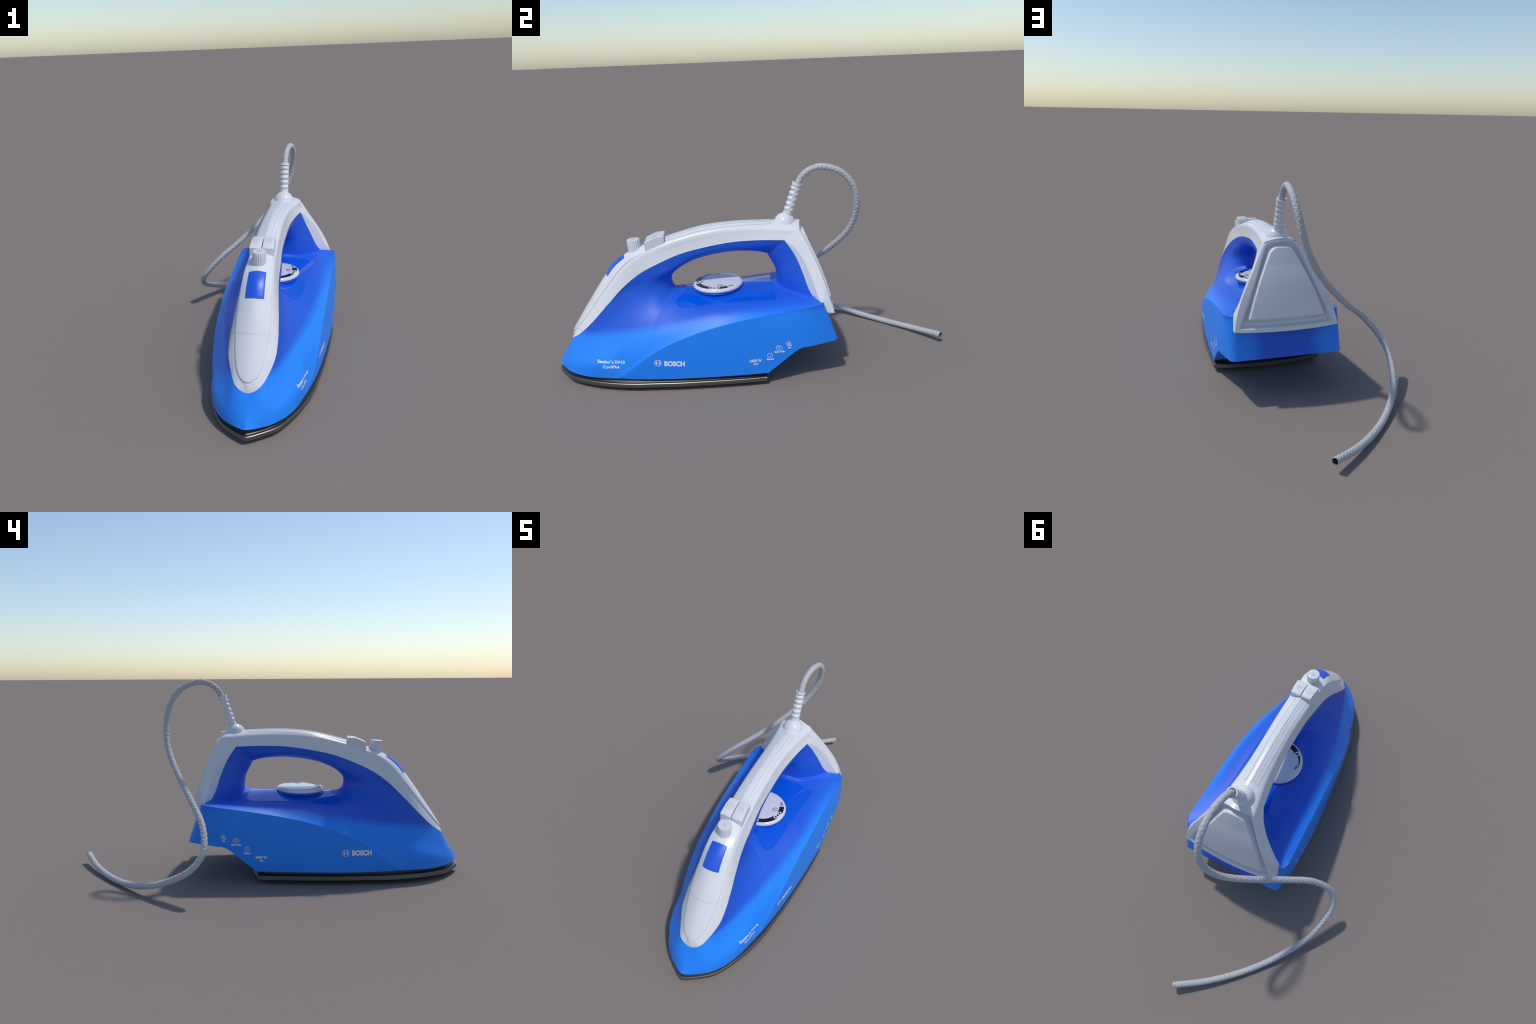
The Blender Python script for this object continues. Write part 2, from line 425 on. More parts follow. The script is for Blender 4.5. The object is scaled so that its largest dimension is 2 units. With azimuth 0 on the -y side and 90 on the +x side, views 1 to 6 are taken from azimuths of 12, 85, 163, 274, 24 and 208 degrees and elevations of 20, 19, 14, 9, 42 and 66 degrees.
# the first station takes over the side wall of the handle
cover.sym(np.stack([pb - np.array([0.014, 0, 0]), pb], 1))
w0 = D[-1, :13]  # corner section I..S of the handle side wall
side = np.swapaxes(cr(np.stack([ch, corner_mid, po]), 6), 0, 1).copy()
fall = (np.clip(1 - np.arange(len(side)) / 12, 0, 1) ** 2)[:, None, None]
side += (w0 - side[0])[None] * fall
cover.sym(side)
cover.sym(np.stack([pb, side[:, 0]], 1))
cover.sym(np.stack([pb[-1:], ch[-1:], po[-1:]], 1).repeat(2, 0) + np.array([[[0, 0, 0]], [[0, 0, 0.0001]]]))
ob_cover = make("handle_cover", cover.V, cover.F, M_WHITE, angle=21, weld=4e-4)

# ------------------------------------------------------------------ heel plate (rear stand)
def plate_point(u, v):
    """u -1..1 across, v 0 (top) .. 1 (bottom)"""
    e = at(PO, v * 6)
    w = e[..., 0] * u
    b = 1 - u**2
    y = e[..., 1] + b * (0.008 + 0.014 * v)
    z = e[..., 2] + b * (0.020 * np.clip(1 - v * 3, 0, 1) ** 1.0 - 0.004 * v)
    return np.stack([w, y, z], -1)
def sstep(a, b, x):
    t = np.clip((x - a) / (b - a), 0, 1); return t * t * (3 - 2 * t)
nu, nv = 121, 121
U = np.linspace(-1, 1, nu)[:, None] * np.ones((1, nv)); Vv = np.linspace(0, 1, nv)[None, :] * np.ones((nu, 1))
P = plate_point(U, Vv)
wid = at(PO, Vv * 6)[..., 0]
zz = P[..., 2]
wabs = np.abs(P[..., 0])
def rmin(a, b, r):
    h = np.clip(0.5 + 0.5 * (b - a) / r, 0, 1); return b * (1 - h) + a * h - r * h * (1 - h)
def trap(top, bot, zt, zb, r, bow=0.0):
    """signed inside distance to a rounded trapezoid given by half widths at two heights"""
    (w1, z1), (w2, z2) = top, bot
    k = (w2 - w1) / (z1 - z2)
    ds = (w1 + k * (z1 - zz) - wabs + bow * np.sin(np.pi * np.clip((z1 - zz) / (z1 - z2), 0, 1))) / math.sqrt(1 + k * k)
    return rmin(rmin(ds, zt - zz, r), zz - zb, r * 0.4)
arch = 0.018 * (1 - (wabs / 0.08) ** 2).clip(0, 1)
grv = trap((0.0760, 0.704), (0.2290, 0.346), 0.7020 + arch, 0.3470, 0.014)
relief = -0.027 * sstep(0.0, 0.017, grv)
pan = trap((0.0560, 0.684), (0.1880, 0.383), 0.6900 + arch * 0.4, 0.3800, 0.024, 0.009)
relief += 0.033 * sstep(-0.006, 0.009, pan)
nrm = np.array([0, 0.94, 0.34])
P = P + relief[..., None] * nrm
P[..., 0] += XS
heel = Soup(); heel.grid(P)
# rim edge back to the cover
edge = np.concatenate([P[0, :], P[1:, -1], P[-1, ::-1][1:], P[::-1, 0][1:]], 0)
back = edge + np.array([0, -0.045, -0.004]); back[:, 0] = XS + (edge[:, 0] - XS) * 0.97
heel.grid(np.stack([edge, back], 0))
ob_heel = make("heel_plate", heel.V, heel.F, M_HEEL, angle=40)

# ------------------------------------------------------------------ nose cover: raised panel on the front
bvh_cover = BVHTree.FromObject(ob_cover, bpy.context.evaluated_depsgraph_get())
bvh_body = BVHTree.FromObject(ob_body, bpy.context.evaluated_depsgraph_get())
i0, i1 = 0, 8
def cover_patch(t, s):
    """point on the cover between ridge (s=0) and shoulder (s=1); t runs over BW knots"""
    j = np.clip(np.asarray(t) * 8, 0, len(D) - 1)
    a = int(math.floor(j)); a = min(a, len(D) - 2); f = j - a
    row = D[a] * (1 - f) + D[a + 1] * f
    # from S (index 12) to T (index 24)
    x = 24 - s * 12
    k = min(int(x), 23); g = x - k
    return row[k] * (1 - g) + row[k + 1] * g
ss = np.linspace(-1, 1, 45)
ta = np.concatenate([np.linspace(0, 0.2, 22, endpoint=False), np.linspace(0.2, 1, 56)])
ts = 0.60 + 0.72 * np.abs(ss) ** 2.4
TT = ts[None, :] + (8.15 - ts[None, :]) * ta[:, None]
G = np.zeros((len(ta), len(ss), 3))
for a in range(len(ta)):
    for b, s in enumerate(ss):
        p = cover_patch(TT[a, b], abs(s)); G[a, b] = (XS + math.copysign(1, s) * p[0] if s else XS, p[1], p[2])
du = np.gradient(G, axis=0); dv = np.gradient(G, axis=1)
nn = np.cross(dv, du); nn /= np.linalg.norm(nn, axis=-1, keepdims=True) + 1e-9
nn *= np.sign((nn * np.array([0, -0.6, 0.8])).sum(-1, keepdims=True))
edge_d = np.minimum((1 - np.abs(ss))[None, :] * np.interp(TT, [0.75, 2, 8.2], [0.03, 0.055, 0.06]), (TT - ts[None, :]) * 0.06)
h = 0.0062 * np.sqrt(np.clip(1 - (1 - np.clip(edge_d / 0.007, 0, 1)) ** 2, 0, 1))
h = h * np.interp(TT, [0, 6.8, 8.1], [1, 1, 0.25]) - 0.0006
nose_s = Soup(); nose_s.grid(G + nn * h[..., None])
ob_nose = make("nose_cover", nose_s.V, nose_s.F, M_WHITE, angle=50)

# ------------------------------------------------------------------ soleplate and heat shield
SOLE = np.array([(0.0, -0.9985), (0.0780, -0.9515), (0.1335, -0.9000), (0.1870, -0.8000), (0.2230, -0.7000),
                 (0.2450, -0.6000), (0.2570, -0.5000), (0.2680, -0.4000), (0.2745, -0.3000), (0.2815, -0.1500),
                 (0.2825, 0.0050), (0.2690, 0.0360), (0.1500, 0.0640), (0.0, 0.0730)])
so = cr(np.concatenate([SOLE[1:2] * np.array([-0.35, 1.0]) + np.array([0, -0.012]), SOLE]), 12)[12:]
def ring(off, z, ymax=1.0):
    """outline pulled in by off at height z"""
    P = so.copy()
    t = np.gradient(P, axis=0); n = np.stack([-t[:, 1], t[:, 0]], -1)
    n /= np.linalg.norm(n, axis=1, keepdims=True)
    Q = P + n * off
    Q[0] = (0, P[0, 1] + off * 1.3); Q[-1] = (0, P[-1, 1] - off)
    Q[:, 0] = np.maximum(Q[:, 0], 0)
    Q[:, 1] = np.minimum(Q[:, 1], ymax)
    return np.concatenate([Q, np.full((len(Q), 1), z)], 1)
def plate(name, prof, mat, angle=35, ymax=1.0):
    s = Soup()
    G = np.stack([ring(o, z, ymax) for o, z in prof], 0)
    s.sym(G)
    for k in (0, -1):
        c = G[k].copy(); c[:, 0] = 0
        s.sym(np.stack([G[k], c], 0))
    return make(name, s.V, s.F, mat, angle=angle)
plate("soleplate", [(0.024, 0.0165), (0.010, 0.0170), (0.003, 0.0190), (0.0, 0.0220), (0.0, 0.0385), (0.0025, 0.0408), (0.010, 0.0415)], M_METAL)
plate("heat_shield", [(0.012, 0.0412), (0.020, 0.0480), (0.024, 0.0665)], M_BLACK, ymax=0.005)

# ------------------------------------------------------------------ temperature dial
DC = (XS, -0.174)
dial = Soup()
dial.grid(lathe([(0, .4435), (.05, .4433), (.090, .4428), (.1125, .4420), (.1155, .4405), (.1205, .4365), (.1235, .4305), (.1225, .4255), (.1180, .4215), (.108, .4195), (0.0, .4195)], 96, (DC[0], DC[1], 0)), close_u=True)
ob_dial = make("temperature_dial", dial.V, dial.F, M_DIAL, angle=50)
ringd = Soup()
ringd.grid(lathe([(.1175, .4200), (.1195, .4160), (.117, .4115), (.100, .4020), (.092, .380)], 96, (DC[0], DC[1], 0)), close_u=True)
make("dial_collar", ringd.V, ringd.F, M_ROYAL, ob_dial, angle=50)

# ------------------------------------------------------------------ deck panel under the dial
def drape_z(x, y, lift):
    h = bvh_body.ray_cast(Vector((x, y, 0.52)), Vector((0, 0, -1)))
    return h[0].z + lift if h[0] is not None else None
PE = np.array([(0.060, -0.345), (0.100, -0.378), (0.128, -0.376), (0.150, -0.330), (0.1570, -0.250), (0.1600, -0.150), (0.1650, -0.040),
               (0.1740, 0.085), (0.1680, 0.098), (0.09, 0.092), (0.03, 0.088)])
ped = cr(PE, 6, breaks=(7, 8))
front_y = lambda w: np.interp(w, [0, .04, .06, .08, .1, .12, .14, .15, .157, .16, .165, .174],
                              [-.335, -.335, -.343, -.364, -.380, -.383, -.365, -.33, -.25, -.15, -.04, .085])
deck = Soup()
ws = np.linspace(0.0, 0.172, 44)
Gd = []
for w in ws:
    y0 = float(front_y(w)); y1 = 0.090 + 0.008 * min(1, w / 0.15)
    row = []
    for y in np.linspace(y0, y1, 60):
        z = drape_z(XS + w, y, 0.0012)
        row.append((w, y, z if z else 0.4))
    Gd.append(row)
Gd = np.array(Gd)
deck.sym(Gd)
make("deck_panel", deck.V, deck.F, M_DECK, angle=60)

# ------------------------------------------------------------------ spray window, knob and buttons on the nose
def cover_hit(x, y, zguess=None):
    h = ob_nose_bvh.ray_cast(Vector((x, y, 1.2)), Vector((0, 0, -1)))
    return h
ob_nose_bvh = BVHTree.FromObject(ob_nose, bpy.context.evaluated_depsgraph_get())
win = Soup(); Gw = []
for a in np.linspace(0, 1, 24):
    row = []
    for b in np.linspace(-1, 1, 24):
        w = (0.0415 * (1 - a) + 0.0380 * a) * b
        y = (-0.7100 + 0.0105 * b * b) * (1 - a) + (-0.6150 + 0.004 * b * b) * a
        h = ob_nose_bvh.ray_cast(Vector((XS + w, y, 1.2)), Vector((0, 0, -1)))
        n = h[1] if h[1].z > 0 else -h[1]
        k = 0.0016 if 0.02 < a < 0.98 and abs(b) < 0.98 else 0.0004
        p = h[0] + n * k
        row.append(tuple(p))
    Gw.append(row)
win.grid(np.array(Gw))
make("water_window", win.V, win.F, M_ROYAL, angle=60)

def knob():
    s = Soup(); n = 144
    th = np.linspace(0, 2 * np.pi, n, endpoint=False)
    rad = 0.0308 - 0.0024 * (0.5 + 0.5 * np.cos(th * 20)) ** 2
    prof = [(0.0, .0), (0.5, .0), (.93, .0), (0.975, -.0010), (1.0, -.003), (1.0, -.035), (1.0, -.085)]
    G = np.zeros((n, len(prof), 3))
    for k, (r, hh) in enumerate(prof):
        rr_ = rad * r if r > 0.95 else np.full(n, 0.0302) * r
        G[:, k] = np.stack([np.cos(th) * rr_, np.sin(th) * rr_, np.full(n, hh)], -1)
    s.grid(G, close_u=True)
    q = Vector((0, 0, 1)).rotation_difference(Vector((0, -0.06, 1)).normalized())
    R = np.array(q.to_matrix())
    V = [R @ v + np.array((XS, -0.5660, 0.6855)) for v in s.V]
    return make("steam_knob", V, s.F, M_WHITE, angle=30)
ob_knob = knob()

def button(sign, name):
    prof = [(-0.5085, 0.6350), (-0.5085, 0.6765), (-0.5055, 0.6790), (-0.4820, 0.6900), (-0.4580, 0.7000), (-0.4200, 0.7030), (-0.4165, 0.7000), (-0.4150, 0.6600)]
    s = Soup()
    a, b = 0.0025, 0.0558
    P = np.array(prof)
    cy, cz = -0.46, 0.66
    cols = []
    for w, k in [(a, 0.985), (a + 0.002, 1.0), (b - 0.003, 1.0), (b, 0.975)]:
        w = a + (w - a) * np.interp(P[:, 0], [-0.5085, -0.4150], [1.0, 0.91])
        q = np.stack([XS + sign * w, cy + (P[:, 0] - cy) * k, cz + (P[:, 1] - cz) * k], -1)
        cols.append(q)
    G = np.stack(cols, 0)
    s.grid(G)
    for c in (0, -1):
        s.poly(G[c] if c == 0 else G[c][::-1])
    return make(name, s.V, s.F, M_WHITE, angle=25)
ob_spray = button(1, "spray_button")
ob_shot = button(-1, "steam_button")

# ------------------------------------------------------------------ handle ribs (three shallow raised strips)
bvh_cover = BVHTree.FromObject(ob_cover, bpy.context.evaluated_depsgraph_get())
def strip(wc, half, y0, y1, lift=0.0011):
    s = Soup(); rowsS = []
    ys = np.linspace(y0, y1, 80)
    for y in ys:
        e = min(y - y0, y1 - y)
        hw = half * math.sqrt(max(0, 1 - (1 - min(e / half, 1)) ** 2)) + 1e-4
        row = []
        for b in (-1, -0.86, -0.4, 0, 0.4, 0.86, 1):
            h = bvh_cover.ray_cast(Vector((XS + wc + hw * b, y, 1.2)), Vector((0, 0, -1)))
            n = h[1] if h[1].z > 0 else -h[1]
            row.append(tuple(h[0] + n * (lift if abs(b) < 0.99 else -0.0006)))
        rowsS.append(row)
    s.grid(np.array(rowsS))
    return s
for wc in (-0.030, 0.0, 0.030):
    s = strip(wc, 0.0085, -0.43, 0.100)
    rib = make("grip_rib", s.V, s.F, M_WHITE, ob_cover, angle=30)
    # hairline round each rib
    yy = np.linspace(-0.43, 0.100, 120); hw = 0.0088
    ee = np.minimum(yy + 0.43, 0.100 - yy); wv = hw * np.sqrt(np.clip(1 - (1 - np.clip(ee / hw, 0, 1)) ** 2, 0, 1))
    loop = np.concatenate([np.stack([wc + wv, yy], -1), np.stack([wc - wv, yy], -1)[::-1][1:-1]])
    tt_ = np.roll(loop, -1, 0) - np.roll(loop, 1, 0); tt_ /= np.linalg.norm(tt_, axis=1, keepdims=True) + 1e-9
    nn_ = np.stack([-tt_[:, 1], tt_[:, 0]], -1) * 0.0007
    ln = Soup(); rows_ = []
    for q in (loop + nn_, loop - nn_):
        row = []
        for x_, y_ in q:
            h = bvh_cover.ray_cast(Vector((XS + x_, float(y_), 1.2)), Vector((0, 0, -1)))
            row.append((h[0].x, h[0].y, h[0].z + 0.0013))
        rows_.append(row)
    ln.grid(np.array(rows_), close_v=True)
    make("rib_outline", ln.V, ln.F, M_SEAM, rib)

# ------------------------------------------------------------------ cord socket ball, strain relief, cord
ball = Soup()
a = np.linspace(0, math.pi, 32)
ball.grid(lathe([(0.052 * math.sin(t), 0.052 * math.cos(t)) for t in a], 64, (XS, 0.167, 0.7185)), close_u=True)
ob_ball = make("cord_ball_joint", ball.V, ball.F, M_WHITE, angle=60)
A0 = np.array((XS, 0.1800, 0.7560)); A1 = np.array((0.1367, 0.2347, 0.9126))
axis = A1 - A0; LEN = np.linalg.norm(axis); axis = axis / LEN
nt_, nth = 200, 72
tl = np.linspace(0, LEN, nt_); th = np.linspace(0, 2 * np.pi, nth, endpoint=False)
G = np.zeros((nth, nt_, 3))
ex = np.array((1.0, 0, 0)); ey = np.cross(axis, ex); ey /= np.linalg.norm(ey)
pitch = 0.0260
for i, ang in enumerate(th):
    cx = math.cos(ang)
    rail = sstep(0.90, 0.965, np.array(abs(cx)))
    side = 0.5 * pitch * (1 if math.sin(ang) > 0 else 0)
    ph = ((tl - 0.0215) % pitch) / pitch
    bul = np.sqrt(np.clip(1 - ((ph - 0.5) / 0.40) ** 2, 0, 1))
    rr_ = 0.0168 + 0.0075 * bul
    rr_ = rr_ * (1 - rail) + 0.0222 * rail
    rr_ = np.where(tl < 0.0215, 0.0230, rr_)
    rr_ = np.where(tl > LEN - 0.014, 0.0245, rr_)
    rr_ = rr_ * (1.0 + 0.0 * tl)
    G[i] = A0 + axis * tl[:, None] + (ex * math.cos(ang) + ey * math.sin(ang)) * rr_[:, None]
rel = Soup(); rel.grid(G, close_u=True)
# mouth of the sleeve
m0 = G[:, -1]; cc = A1
rel.grid(np.stack([m0, cc + (m0 - cc) * 0.72, cc + (m0 - cc) * 0.70 - axis * 0.012], 1), close_u=True)
make("strain_relief", rel.V, rel.F, M_WHITE, ob_ball, angle=40)

CORD = [(0.1367, 0.2300, 0.8990), (0.1380, 0.2600, 0.9480), (0.1420, 0.3050, 0.9780), (0.1485, 0.3640, 0.9860), (0.1514, 0.4470, 0.9540),
        (0.1444, 0.5070, 0.8769), (0.1194, 0.5280, 0.7692), (0.0598, 0.5083, 0.6498), (-0.0393, 0.4421, 0.5338),
        (-0.1535, 0.3585, 0.4276), (-0.2731, 0.2820, 0.3313), (-0.3638, 0.2607, 0.2339), (-0.4040, 0.3063, 0.1596),
        (-0.3904, 0.3993, 0.1004), (-0.3416, 0.5168, 0.0515), (-0.2551, 0.6423, 0.0222), (-0.1402, 0.7716, 0.0158),
        (-0.0042, 0.8907, 0.0260), (0.1420, 0.9885, 0.0470)]
CR_ = 0.0150
path = cr(CORD, 60)
seg = np.linalg.norm(np.diff(path, axis=0), axis=1); arc = np.concatenate([[0], np.cumsum(seg)])
nc = int(arc[-1] / 0.0016)
sa = np.linspace(0, arc[-1], nc)
path = np.stack([np.interp(sa, arc, path[:, k]) for k in range(3)], -1)
tan = np.gradient(path, axis=0); tan /= np.linalg.norm(tan, axis=1, keepdims=True)
nrm_ = np.zeros_like(path); nrm_[0] = np.cross(tan[0], (1, 0, 0)); nrm_[0] /= np.linalg.norm(nrm_[0])
for i in range(1, nc):
    v = nrm_[i - 1] - tan[i] * (nrm_[i - 1] @ tan[i]); nrm_[i] = v / np.linalg.norm(v)
bin_ = np.cross(tan, nrm_)
n2 = 32
th = np.linspace(0, 2 * np.pi, n2, endpoint=False)
rng = np.random.default_rng(3)
# woven sleeve: two opposed families of yarns with a little irregularity
A, TH = np.meshgrid(sa, th, indexing='ij')
wob = sum(np.sin(A * f1 + TH * k + p) for f1, k, p in [(37, 2, .3), (71, -3, 1.9), (113, 1, 4.2)]) * 0.25
yarn = np.maximum(np.sin(TH * 4 + A * 300 + wob * 1.6), 0.8 * np.sin(TH * 3 - A * 260 + wob * 1.8 + 1.0))
rad = CR_ + 0.0011 * (yarn - 0.4)
G = path[:, None] + rad[..., None] * (np.cos(TH)[..., None] * nrm_[:, None] + np.sin(TH)[..., None] * bin_[:, None])
G[..., 2] = np.maximum(G[..., 2], 0.0005)
cord = Soup(); cord.grid(G, close_v=True)
e = G[-1]; c = path[-1]
cord.grid(np.stack([e, c + (e - c) * 0.90], 0), close_v=True)
ob_cord = make("power_cord", cord.V, cord.F, M_CORD, angle=None)
bore = Soup(); bore.grid(np.stack([c + (e - c) * 0.90, c + (e - c) * 0.88 - tan[-1] * 0.025, np.tile(c - tan[-1] * 0.026, (n2, 1))], 0), close_v=True)
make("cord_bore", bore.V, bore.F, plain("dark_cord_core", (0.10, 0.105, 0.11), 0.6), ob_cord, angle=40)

# ------------------------------------------------------------------ printing
bvh_side = {1: bvh_body, -1: bvh_body}
dg = bpy.context.evaluated_depsgraph_get
def text_mesh(txt, size, thick=0.0, width=None):
    cu = bpy.data.curves.new("lettering", 'FONT')
    cu.body = txt; cu.size = size; cu.align_x = 'LEFT'; cu.align_y = 'BOTTOM_BASELINE'
    cu.offset = thick; cu.resolution_u = 4
    ob = bpy.data.objects.new("lettering_tmp", cu); scene.collection.objects.link(ob)
    me = bpy.data.meshes.new_from_object(ob.evaluated_get(dg()))
    V = np.array([v.co[:2] for v in me.vertices]); F = [tuple(p.vertices) for p in me.polygons]
    bpy.data.objects.remove(ob, do_unlink=True); bpy.data.curves.remove(cu); bpy.data.meshes.remove(me)
    if width:
        V[:, 0] = (V[:, 0] - V[:, 0].min()) * width / (V[:, 0].max() - V[:, 0].min())
    return V, F

def ribbon(P, hw, closed=False):
    """flat stroke of half width hw along 2D points"""
    P = np.asarray(P, float)
    t = (np.roll(P, -1, 0) - np.roll(P, 1, 0)) if closed else np.gradient(P, axis=0)
    t /= np.linalg.norm(t, axis=1, keepdims=True) + 1e-12
    n = np.stack([-t[:, 1], t[:, 0]], -1) * hw
    V = np.concatenate([P + n, P - n]); k = len(P)
    F = [(i, (i + 1) % k, k + (i + 1) % k, k + i) for i in range(k if closed else k - 1)]
    return V, F

def disc(c, r, n=24):
    a = np.linspace(0, 2 * np.pi, n, endpoint=False)
    V = np.stack([c[0] + r * np.cos(a), c[1] + r * np.sin(a)], -1)
    return V, [tuple(range(n))]

def circle(c, r, n=40, a0=0, a1=2 * math.pi):
    a = np.linspace(a0, a1, n, endpoint=abs(a1 - a0) < 6.28)
    return np.stack([c[0] + r * np.cos(a), c[1] + r * np.sin(a)], -1)

def merge(parts):
    V = []; F = []
    for v, f in parts:
        o = len(V); V += [tuple(x) for x in v]; F += [tuple(i + o for i in q) for q in f]
    return np.array(V), F

def on_side(parts, sign, y0, z0, name, mat=None, slope=0.0, lift=0.0009, parent=None):
    """2D drawing (right = reading direction) printed on the flank; (y0,z0) is its origin"""
    V, F = merge(parts); out = []
    for a, b in V:
        y = y0 + sign * (a * math.cos(slope) - b * math.sin(slope)); z = z0 + a * math.sin(slope) + b * math.cos(slope)
        h = bvh_body.ray_cast(Vector((XS + sign * 1.0, y, z)), Vector((-sign, 0, 0)))
        x = h[0].x if h[0] is not None else XS + sign * 0.27
        n = h[1] if h[1].x * sign > 0 else -h[1]
        out.append(Vector((x, y, z)) + n * lift)
    me = bpy.data.meshes.new(name); me.from_pydata([tuple(p) for p in out], [], F)
    return add_obj(name, me, mat or M_PRINT, parent or ob_body)

def cloud(r, c=(0, 0)):
    """steam puff icon as strokes"""
    parts = []
    k = 7
    for i in range(k):
        if i in (1, 2): continue
        a = math.pi * 2 * i / k
        cc = (c[0] + r * 0.70 * math.cos(a), c[1] + r * 0.70 * math.sin(a))
        parts.append(ribbon(circle(cc, r * 0.40, 14, a - 1.5, a + 1.5), r * 0.075))
    parts.append(ribbon([(c[0] - .40 * r, c[1] + .05 * r), (c[0] - .18 * r, c[1] - .25 * r), (c[0] + .18 * r, c[1] - .25 * r), (c[0] + .40 * r, c[1] + .05 * r)], r * .07))
    for dx, lean in ((-0.34, -0.22), (0.0, 0.0), (0.34, 0.22)):
        parts.append(ribbon([(c[0] + dx * r * .7, c[1] + .12 * r), (c[0] + (dx + lean) * r * .8, c[1] + .95 * r)], r * .07))
    return parts

for sign in (1, -1):
    # roundel with the armature mark, and the maker's word
    r = 0.0155
    if sign == 1: cy, cz, ty, tz = -0.4780, 0.1490, -0.4495, 0.1335
    else: cy, cz, ty, tz = -0.3980, 0.1590, -0.4285, 0.1485
    parts = [ribbon(circle((0, 0), r, 48), 0.0013, True),
             ribbon(circle((0, 0), r * .62, 24, -0.85, 0.85), .0011), ribbon(circle((0, 0), r * .62, 24, math.pi - .85, math.pi + .85), .0011),
             ribbon([(-r * .42, -r * .75), (-r * .42, r * .75)], .0012), ribbon([(r * .42, -r * .75), (r * .42, r * .75)], .0012),
             ribbon([(-r * .42, 0), (r * .42, 0)], .0012)]
    on_side(parts, sign, cy, cz, "maker_roundel", slope=-0.06 if sign == 1 else 0.0)
    on_side([text_mesh("BOSCH", 0.0345, 0.0019, 0.0960)], sign, ty, tz, "maker_lettering", slope=-0.06 if sign == 1 else 0.0)
    if sign == 1: pw, pc, ps, pr = (-0.050, 0.1270), (0.0476, 0.1580), (0.0913, 0.1950), (0.1358, 0.2130)
    else: pw, pc, ps, pr = (0.0415, 0.1300), (0.0819, 0.1770), (0.1366, 0.2200), (0.2010, 0.2370)
    on_side([text_mesh("2400 W", 0.0205, 0.0007, 0.0575)], sign, pw[0], pw[1], "power_lettering")
    on_side([text_mesh("max", 0.0115, 0.0007, 0.0215)], sign, pw[0] + sign * 0.0190, pw[1] - 0.0125, "power_lettering")
    r = 0.0118
    on_side([ribbon(circle((0, 0), r, 40), 0.0010, True), ribbon([(0, r * .62), (0, 0), (r * .55, 0)], .0009)], sign, pc[0], pc[1], "clock_symbol")
    on_side([text_mesh("Secure", 0.0115, 0.0007, 0.0345)], sign, pc[0] - sign * 0.0165, pc[1] - 0.0235, "symbol_lettering")
    on_side(cloud(0.0135), sign, ps[0], ps[1], "steam_symbol")
    on_side([text_mesh("Shot 140g", 0.0115, 0.0007, 0.0500)], sign, ps[0] - sign * 0.0230, ps[1] - 0.0250, "symbol_lettering")
    a = np.linspace(0.5, 4.4 * math.pi, 70); sp = np.stack([np.cos(a), np.sin(a)], -1) * (0.0022 + 0.0092 * (a / a.max()))[:, None]
    on_side([ribbon(sp, 0.0009), ribbon([(0.001, -.0105), (0.012, -.0105)], .0010), disc((0.0135, -.0105), .0028)], sign, pr[0], pr[1], "cable_symbol")
    on_side([text_mesh("3m", 0.0115, 0.0007, 0.0155)], sign, pr[0] - sign * 0.0045, pr[1] - 0.0235, "symbol_lettering")
on_side([text_mesh("Sensixx´x DA10", 0.0200, 0.0007, 0.1310)], 1, -0.7680, 0.1400, "model_lettering", slope=-0.012)
on_side([text_mesh("CordPlus", 0.0200, 0.0007, 0.0785)], 1, -0.7440, 0.1155, "model_lettering", slope=-0.012)

# dial scale: polar coordinates about the dial centre, angle 0 = +x, 90 = +y
def on_dial(parts, name, mat, parent=ob_dial, lift=0.0006):
    V, F = merge(parts)
    out = []
    for a, b in V:
        rr = math.hypot(a, b)
        z = np.interp(rr, [0, .05, .09, .1125, .1155], [.4435, .4433, .4428, .4420, .4405]) + lift
        out.append((DC[0] + a, DC[1] + b, float(z)))
    me = bpy.data.meshes.new(name); me.from_pydata(out, [], F)
    return add_obj(name, me, mat, parent)
def arc_band(a0, a1, r0=0.0885, r1=0.1125, taper=False, n=40):
    aa = np.radians(np.linspace(a0, a1, n)); w = np.linspace(1, 0.15, n) if taper else np.ones(n)
    mid, hw = (r0 + r1) / 2, (r1 - r0) / 2
    P0 = np.stack([np.cos(aa), np.sin(aa)], -1) * (mid - hw * w)[:, None]
    P1 = np.stack([np.cos(aa), np.sin(aa)], -1) * (mid + hw * w)[:, None]
    return np.concatenate([P0, P1]), [(i, i + 1, n + i + 1, n + i) for i in range(n - 1)]
def pol(deg, r): return (r * math.cos(math.radians(deg)), r * math.sin(math.radians(deg)))

on_dial([arc_band(26, -1), arc_band(-22, -77), arc_band(-95, -130)], "scale_band", M_INK)
on_dial([arc_band(-141, -176, 0.0990, 0.1110, taper=True)], "scale_band", M_INK)
# round bites at the band ends, then the heat dots
on_dial([disc(pol(a, 0.1005), 0.0095) for a in (-1.5, -22.5, -79.5, -92.5, 30.5, -132)], "scale_gap", M_DIAL, lift=0.0009)
on_dial([disc(pol(a, 0.1005), r) for a, r in ((-3.0, .0052), (-12.0, .0054), (-21.0, .0054), (-81.5, .0048), (-89.5, .0048), (-134.5, .0060))], "heat_dot", M_INK, lift=0.0012)
def rot(parts, deg, c):
    V, F = merge(parts); t = math.radians(deg)
    R = np.array([[math.cos(t), -math.sin(t)], [math.sin(t), math.cos(t)]])
    return [(V @ R.T + np.array(c), F)]
on_dial(rot(cloud(0.0125), 100, pol(7.8, 0.068)), "steam_symbol", M_INK)
on_dial(rot(cloud(0.0085), 10, pol(-85, 0.080)), "steam_symbol", M_INK)
on_dial(rot([text_mesh("max", 0.0200, 0.0003, 0.0270)], 120, pol(29, 0.1055)), "dial_lettering", M_INK, lift=0.0014)
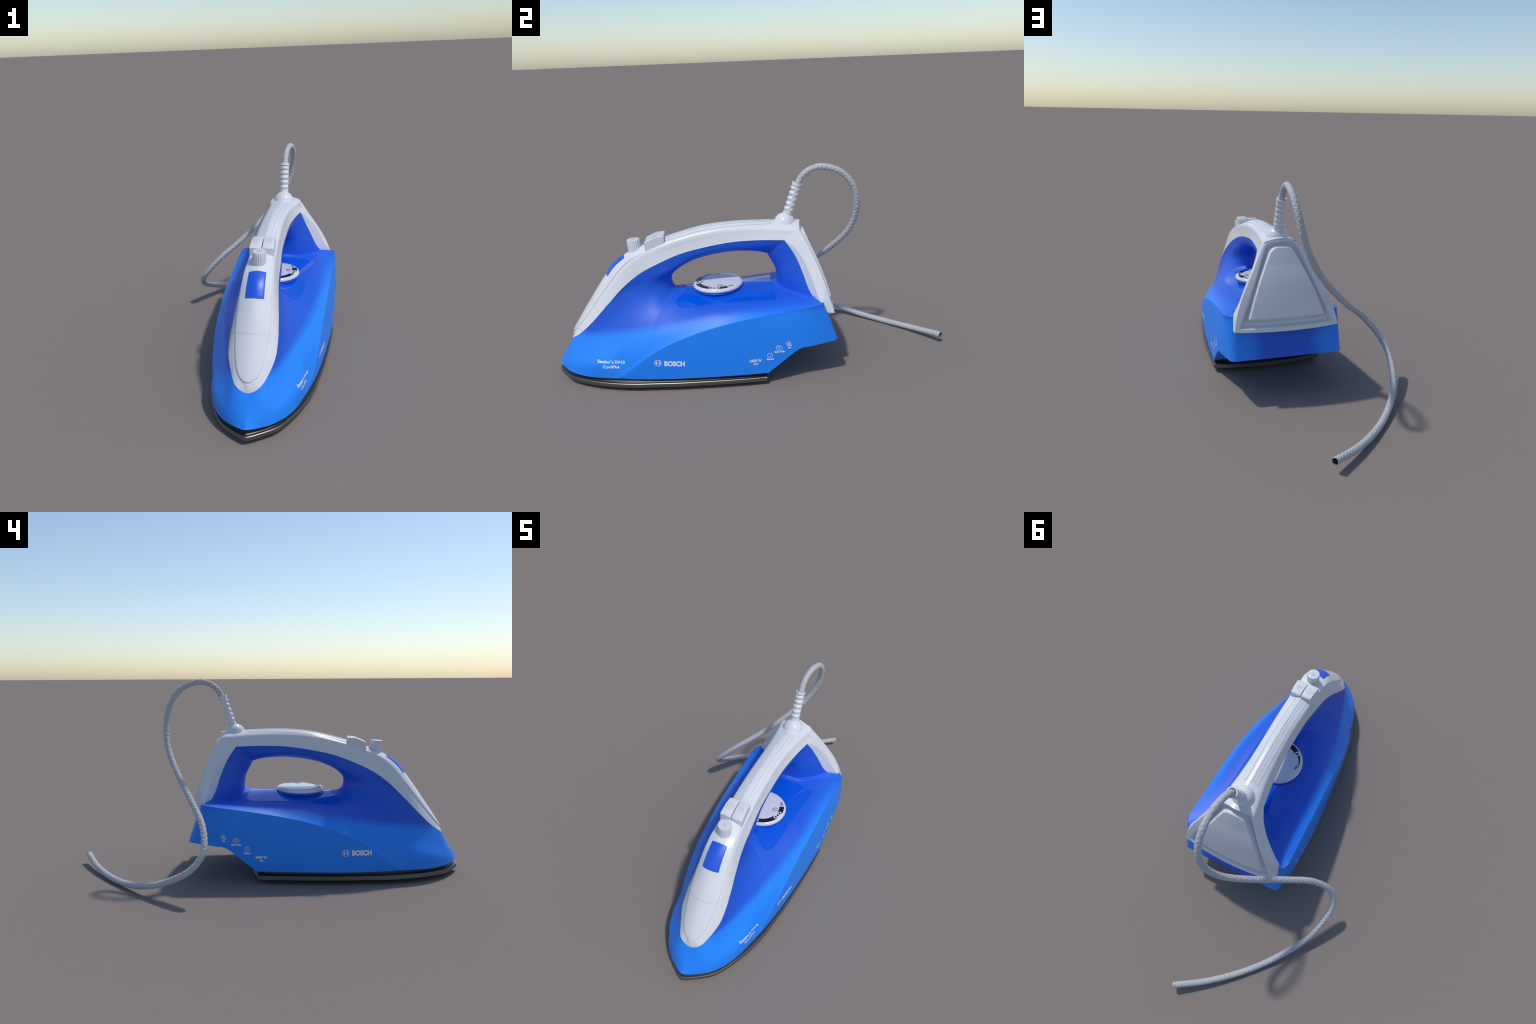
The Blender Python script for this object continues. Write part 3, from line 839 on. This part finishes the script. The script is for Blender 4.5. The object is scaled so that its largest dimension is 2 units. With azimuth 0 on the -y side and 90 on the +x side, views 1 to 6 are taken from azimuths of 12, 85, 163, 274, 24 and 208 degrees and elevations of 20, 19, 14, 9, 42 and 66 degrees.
on_dial(rot([text_mesh("min", 0.0200, 0.0003, 0.0240)], 262, pol(173, 0.1010)), "dial_lettering", M_INK, lift=0.0014)

# ------------------------------------------------------------------ fine line symbols on buttons and knob
def on_top(parts, obj, c, name, ax, mat=M_GREYINK, lift=0.0005):
    """2D drawing dropped on obj from above; c = (x,y), ax = rotation in degrees"""
    bv = BVHTree.FromObject(obj, dg())
    V, F = merge(rot(parts, ax, c)); out = []
    for a, b in V:
        h = bv.ray_cast(Vector((a, b, 1.2)), Vector((0, 0, -1)))
        out.append((a, b, (h[0].z if h[0] is not None else 0.69) + lift))
    me = bpy.data.meshes.new(name); me.from_pydata(out, [], F)
    return add_obj(name, me, mat, obj)
def dense_line(p, q, hw, n=8):
    t = np.linspace(0, 1, n)[:, None]
    return ribbon(np.array(p) * (1 - t) + np.array(q) * t, hw)
spray = [dense_line((dx * .3, .013), (dx, -.013), .0006) for dx in (-.013, -.004, .004, .013)]
on_top(spray, ob_spray, (XS + 0.029, -0.462), "spray_symbol", 0)
def thin_cloud(r):
    P = []
    for i in range(8):
        a = math.pi * 2 * i / 8 + 0.2
        P.append(ribbon(circle((r * .72 * math.cos(a), r * .72 * math.sin(a)), r * .34, 14, a - 1.5, a + 1.5), .0006))
    P.append(ribbon(circle((0, r * .05), r * .38, 16, math.pi * 1.05, math.pi * 1.95), .0006))
    P.append(dense_line((-r * .2, r * .0), (-r * .35, r * .55), .0006)); P.append(dense_line((r * .2, 0), (r * .35, r * .55), .0006))
    return P
on_top(thin_cloud(0.0165), ob_shot, (XS - 0.029, -0.462), "steam_symbol", 0)
on_top(thin_cloud(0.0090), ob_knob, (XS, -0.566), "steam_symbol", 90, lift=0.0004)
on_top([dense_line((0.023 * math.cos(a) - .0015, 0.023 * math.sin(a) - .002), (0.023 * math.cos(a) + .0015, 0.023 * math.sin(a) + .002), .0007, 4) for a in (0.5, 2.1, 3.7, 5.3)], ob_knob, (XS, -0.566), "knob_mark", 0, lift=0.0004)
# two rows of tiny grip dots and the joint line on the nose cover
dots = Soup()
for r_, (k0, yy) in enumerate(((9, -0.812), (9, -0.8215), (6, -0.829))):
    for k in range(k0):
        w = (k - (k0 - 1) / 2) * 0.0078
        h = ob_nose_bvh.ray_cast(Vector((XS + w, yy + 25 * w * w * 0.1, 1.2)), Vector((0, 0, -1)))
        n = h[1] if h[1].z > 0 else -h[1]
        dots.grid(lathe([(.0013, -.0003), (.0011, .0006), (.0005, .0010), (0, .0011)], 8, tuple(h[0]), n), close_u=True)
ob_dots = make("grip_dots", dots.V, dots.F, M_WHITE, ob_nose, angle=60); ob_dots["kind"] = "stuff"

sw = np.linspace(-0.071, 0.071, 40)
line = ribbon(np.stack([sw, -0.797 + 4.5 * sw * sw], -1), 0.0008)
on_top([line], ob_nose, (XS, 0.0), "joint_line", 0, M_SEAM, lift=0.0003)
for sg in (1, -1):
    t = np.linspace(0, 1, 12)[:, None]
    P = (np.array([(0.0755, -0.7700, 0.3915)]) * (1 - t) + np.array([(0.1030, -0.7480, 0.3540)]) * t)
    P[:, 0] += 0.0035 * np.sin(np.pi * t[:, 0]) 
    A = np.stack([P + np.array([0.0012, 0, 0.0]), P + np.array([0.0012, -0.0010, 0.0012])], 0); A[..., 0] = XS + sg * A[..., 0]
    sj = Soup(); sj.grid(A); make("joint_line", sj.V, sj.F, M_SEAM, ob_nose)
